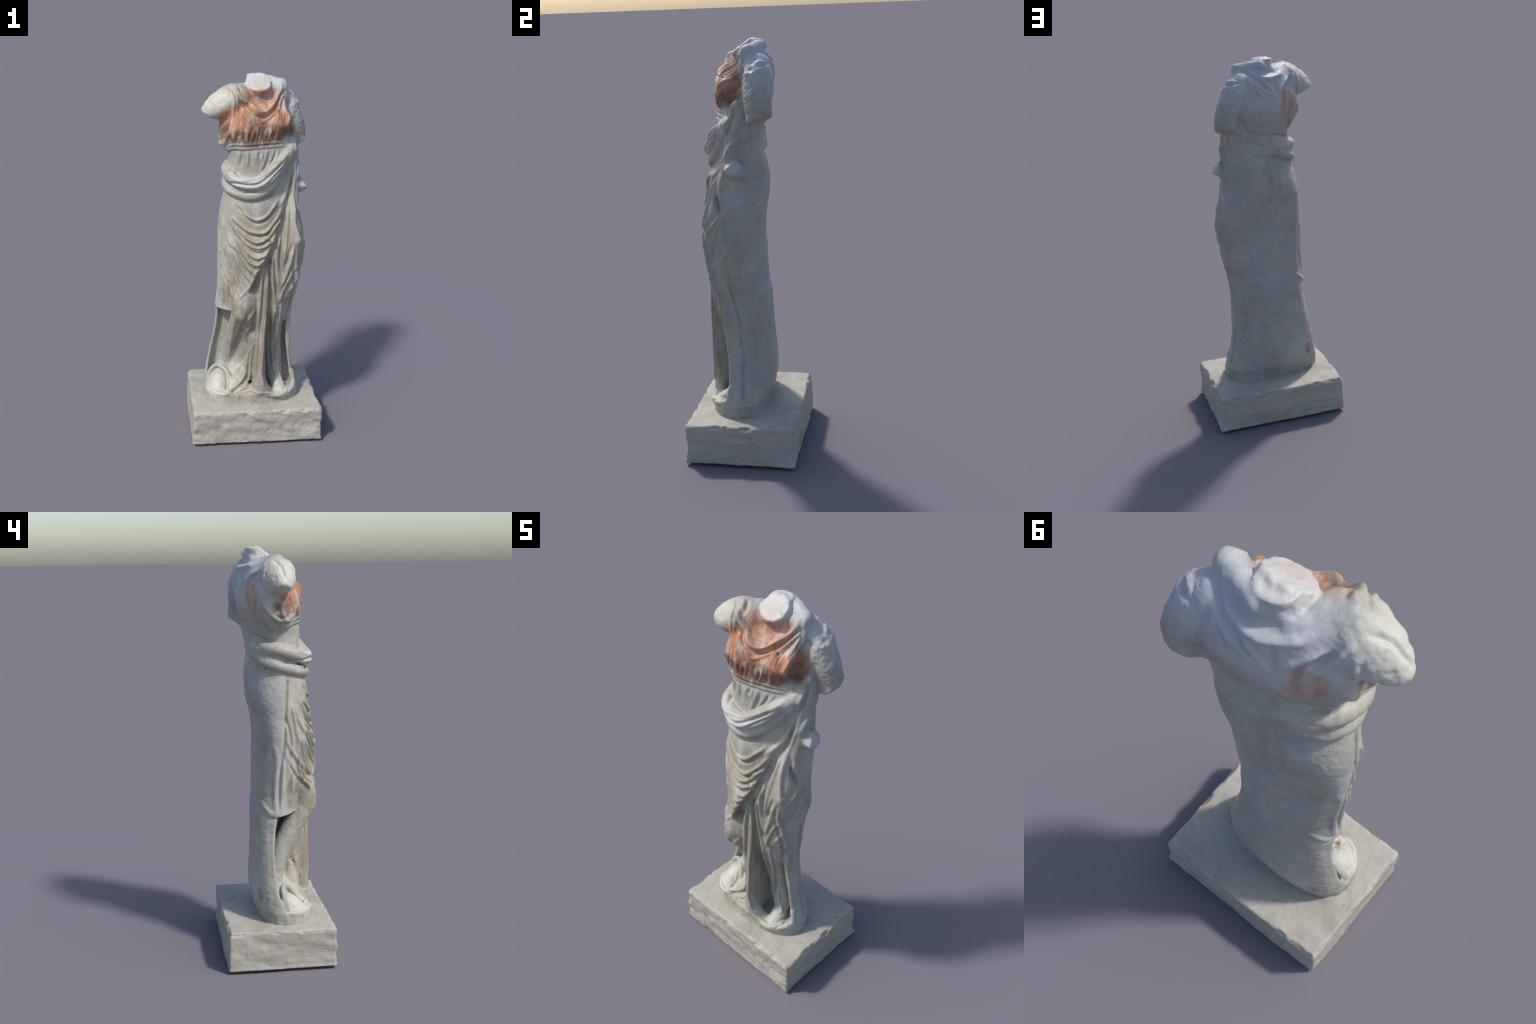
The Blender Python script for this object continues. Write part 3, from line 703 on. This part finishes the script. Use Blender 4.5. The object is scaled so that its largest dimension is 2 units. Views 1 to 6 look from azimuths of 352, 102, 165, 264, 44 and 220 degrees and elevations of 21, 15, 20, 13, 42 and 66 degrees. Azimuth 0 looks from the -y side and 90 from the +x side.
def plinth_material():
    n = Nodes("rough_plinth_marble")
    c, fine = marble_base(n)
    c = n.mix(n.ramp(n.noise(6, 4, .6, shift=(5, 8, 1)), .30, .60, .35, .85), c, (.415, .380, .318))
    strata = n.noise(7, 6, .7, stretch=(.6, .6, 3.2), distort=.6)
    c = n.mix(n.math("MULTIPLY", n.ramp(strata, .45, .7), .5), c, GRIME)
    c = n.mix(n.math("MULTIPLY", n.ramp(n.noise(9, 4, .6, shift=(6, 1, 3)), .60, .72), .45), c, RUST)
    c = n.mix(n.math("MULTIPLY", n.ramp(n.noise(16, 5, .7, shift=(1, 1, 8)), .62, .70), .5), c, (.20, .185, .16))
    return n.finish(c, .7, n.math("ADD", fine, n.noise(90, 4, .6)), .35, .004)

# ------------------------------------------------------------------ parts
def mesh_part(name, verts, quads, normals, material, parent):
    used, inv = np.unique(quads.ravel(), return_inverse=True)
    me = bpy.data.meshes.new(name)
    me.from_pydata(verts[used].tolist(), [], inv.reshape(-1, 4).tolist())
    me.shade_smooth()
    me.normals_split_custom_set_from_vertices(normals[used].tolist())
    me.materials.append(material)
    ob = bpy.data.objects.new(name, me)
    bpy.context.scene.collection.objects.link(ob)
    ob.parent = parent
    return ob

def part_labels(V):
    """Name of the part every point of the figure belongs to."""
    x, y, z = V.T
    lab = np.full(len(V), "mantle", dtype=object)
    front_below_hem = (z < np.interp(x, *np.array(HEM).T) + .004) & (y < .03) & (z < 1.45)
    lab[front_below_hem] = "skirt"
    belt_z = 1.650 + .06 * x
    roll = np.minimum(at_points(limb(ROLL_UPPER, 30), V), at_points(limb(ROLL_LOWER, 30), V))
    tunic = (z > 1.47) & (roll > .012) & (y < .08) & ~((x > .12) & (y > -.05) & (z < 1.70))
    lab[tunic] = "waist"
    lab[(z > belt_z + .018) & ~((x > .125) & (z < 1.725) & (y < .07))] = "torso"
    lab[(np.abs(z - belt_z) <= .018) & (y < .04) & (x < .115)] = "belt"
    cut = -(y - .025) * .66 + (z - 1.962) * .75
    axis = np.hypot(x + .027, (y - .025) * .75 + (z - 1.962) * .66)
    lab[(cut > -.05) & (axis < .078)] = "neck"
    lab[(at_points(limb(ARM_RIGHT), V) < .010) & (x < -.172) & (z > 1.76)] = "arm"
    lab[(at_points(limb(ARM_LEFT), V) < .010) & (x > .118) & (y > .045)] = "arm.001"
    lab[np.hypot(y - .002, z - 1.425) + np.maximum(.20 - x, 0)*3 < .055] = "strut"
    lab[z < .262] = "footing"
    lab[(np.hypot((x + .205) / .058, (y + .09) / .085) < 1) & (z > .235) & (z < .38) & (y < -.02)] = "foot"
    lab[(np.hypot((x - .138) / .045, (y + .115) / .06) < 1) & (z > .235) & (z < .32)] = "foot.001"
    return lab

def build_plinth(parent, material):
    h = .006
    lo, hi = np.array((-.40, -.31, -.02)), np.array((.40, .31, .24))
    n = np.ceil((hi - lo) / h).astype(int) + 1
    X, Y, Z = np.meshgrid(*[lo[j] + h*np.arange(n[j]) for j in range(3)], indexing="ij")
    top = np.array([(-.355, -.271), (.358, -.253), (.337, .270), (-.363, .251)])
    low = np.array([(-.356, -.270), (.362, -.258), (.350, .270), (-.366, .254)])
    inner = np.maximum(np.abs(X) / .33, np.abs(Y) / .235)
    D = np.maximum(.011 * sstep(.85, .97, inner) - Z, Z - .206)
    t = np.clip(Z / .206, 0, 1)
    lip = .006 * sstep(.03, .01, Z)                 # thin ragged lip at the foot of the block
    for i in range(4):
        j = (i + 1) % 4
        ax, ay = low[i, 0] + t*(top[i, 0]-low[i, 0]), low[i, 1] + t*(top[i, 1]-low[i, 1])
        bx, by = low[j, 0] + t*(top[j, 0]-low[j, 0]), low[j, 1] + t*(top[j, 1]-low[j, 1])
        ex, ey = bx-ax, by-ay; L = np.hypot(ex, ey)
        D = smax(D, ((X-ax)*ey - (Y-ay)*ex)/L - lip, .012)
    verts, quads = surface(D, lo, h)
    # rough hewn faces, layered on the front, with chipped upper edges
    nrm = normals_of(verts, quads)
    side = 1 - sstep(.5, .9, np.abs(nrm[:, 2]))
    lay = value_noise(verts * (1, 1, 2.6) + verts[:, [0]]*(0, 0, .6), .085, 3)
    lumps = .0055*lay + .004*value_noise(verts, .035, 4) + .002*value_noise(verts, .016, 5)
    flat = .0022*value_noise(verts, .06, 6) + .0014*value_noise(verts, .022, 7)
    amount = side * np.where(nrm[:, 1] < -.5, 1.0, .6)
    move = lumps*amount + flat*(1-side)*(verts[:, 2] > .1)
    rim = np.exp(-((verts[:, 2]-.199)/.014)**2) * (np.abs(nrm[:, 2]) < .97) * (np.abs(nrm[:, 2]) > .05)
    chips = np.clip(value_noise(verts, .05, 9) + .5*value_noise(verts, .02, 10) - .15, 0, 1)
    move -= rim * chips * .016
    verts = verts + nrm*move[:, None]
    verts[:, 2] = np.maximum(verts[:, 2], 0)
    mesh_part("plinth", verts, quads, normals_of(verts, quads), material, parent)

def build():
    root = bpy.data.objects.new("marble_statue", None)
    bpy.context.scene.collection.objects.link(root)
    root["label"] = "headless marble statue of a draped woman on a plinth"
    root["category"] = "statue"
    blk = carve_figure(CELL)
    verts, quads = surface(blk.D, blk.lo, CELL)
    verts = relax(verts, quads, 2)
    labels = part_labels(verts)
    nrm = normals_of(verts, quads)
    soft = relax(nrm, quads, 4); soft /= np.linalg.norm(soft, axis=1)[:, None]
    verts = verts + soft * relax(crease_heights(blk, verts)[:, None], quads, 2)
    verts = relax(verts, quads, 2, .5)
    # worn, uneven stone; the back is only roughly dressed
    rough = .6 + .4*sstep(.0, .6, soft[:, 1]) + 1.3*(labels == "arm.001") + .6*(labels == "arm") + 1.0*(labels == "neck") + .8*(labels == "footing") 
    uneven = .0016*value_noise(verts, .045, 21) + .0010*value_noise(verts, .018, 22) + .0006*value_noise(verts, .009, 23)
    verts = verts + soft * (uneven * rough)[:, None]
    normals = normals_of(verts, quads)
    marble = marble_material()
    footing_marble = marble_material("grimy_footing_marble", .45)
    face_label = labels[quads[:, 0]]
    for name in ("neck", "torso", "belt", "waist", "arm", "arm.001", "mantle", "strut", "skirt", "foot", "foot.001", "footing"):
        q = quads[face_label == name]
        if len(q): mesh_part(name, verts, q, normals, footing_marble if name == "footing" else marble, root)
    build_plinth(root, plinth_material())

build()
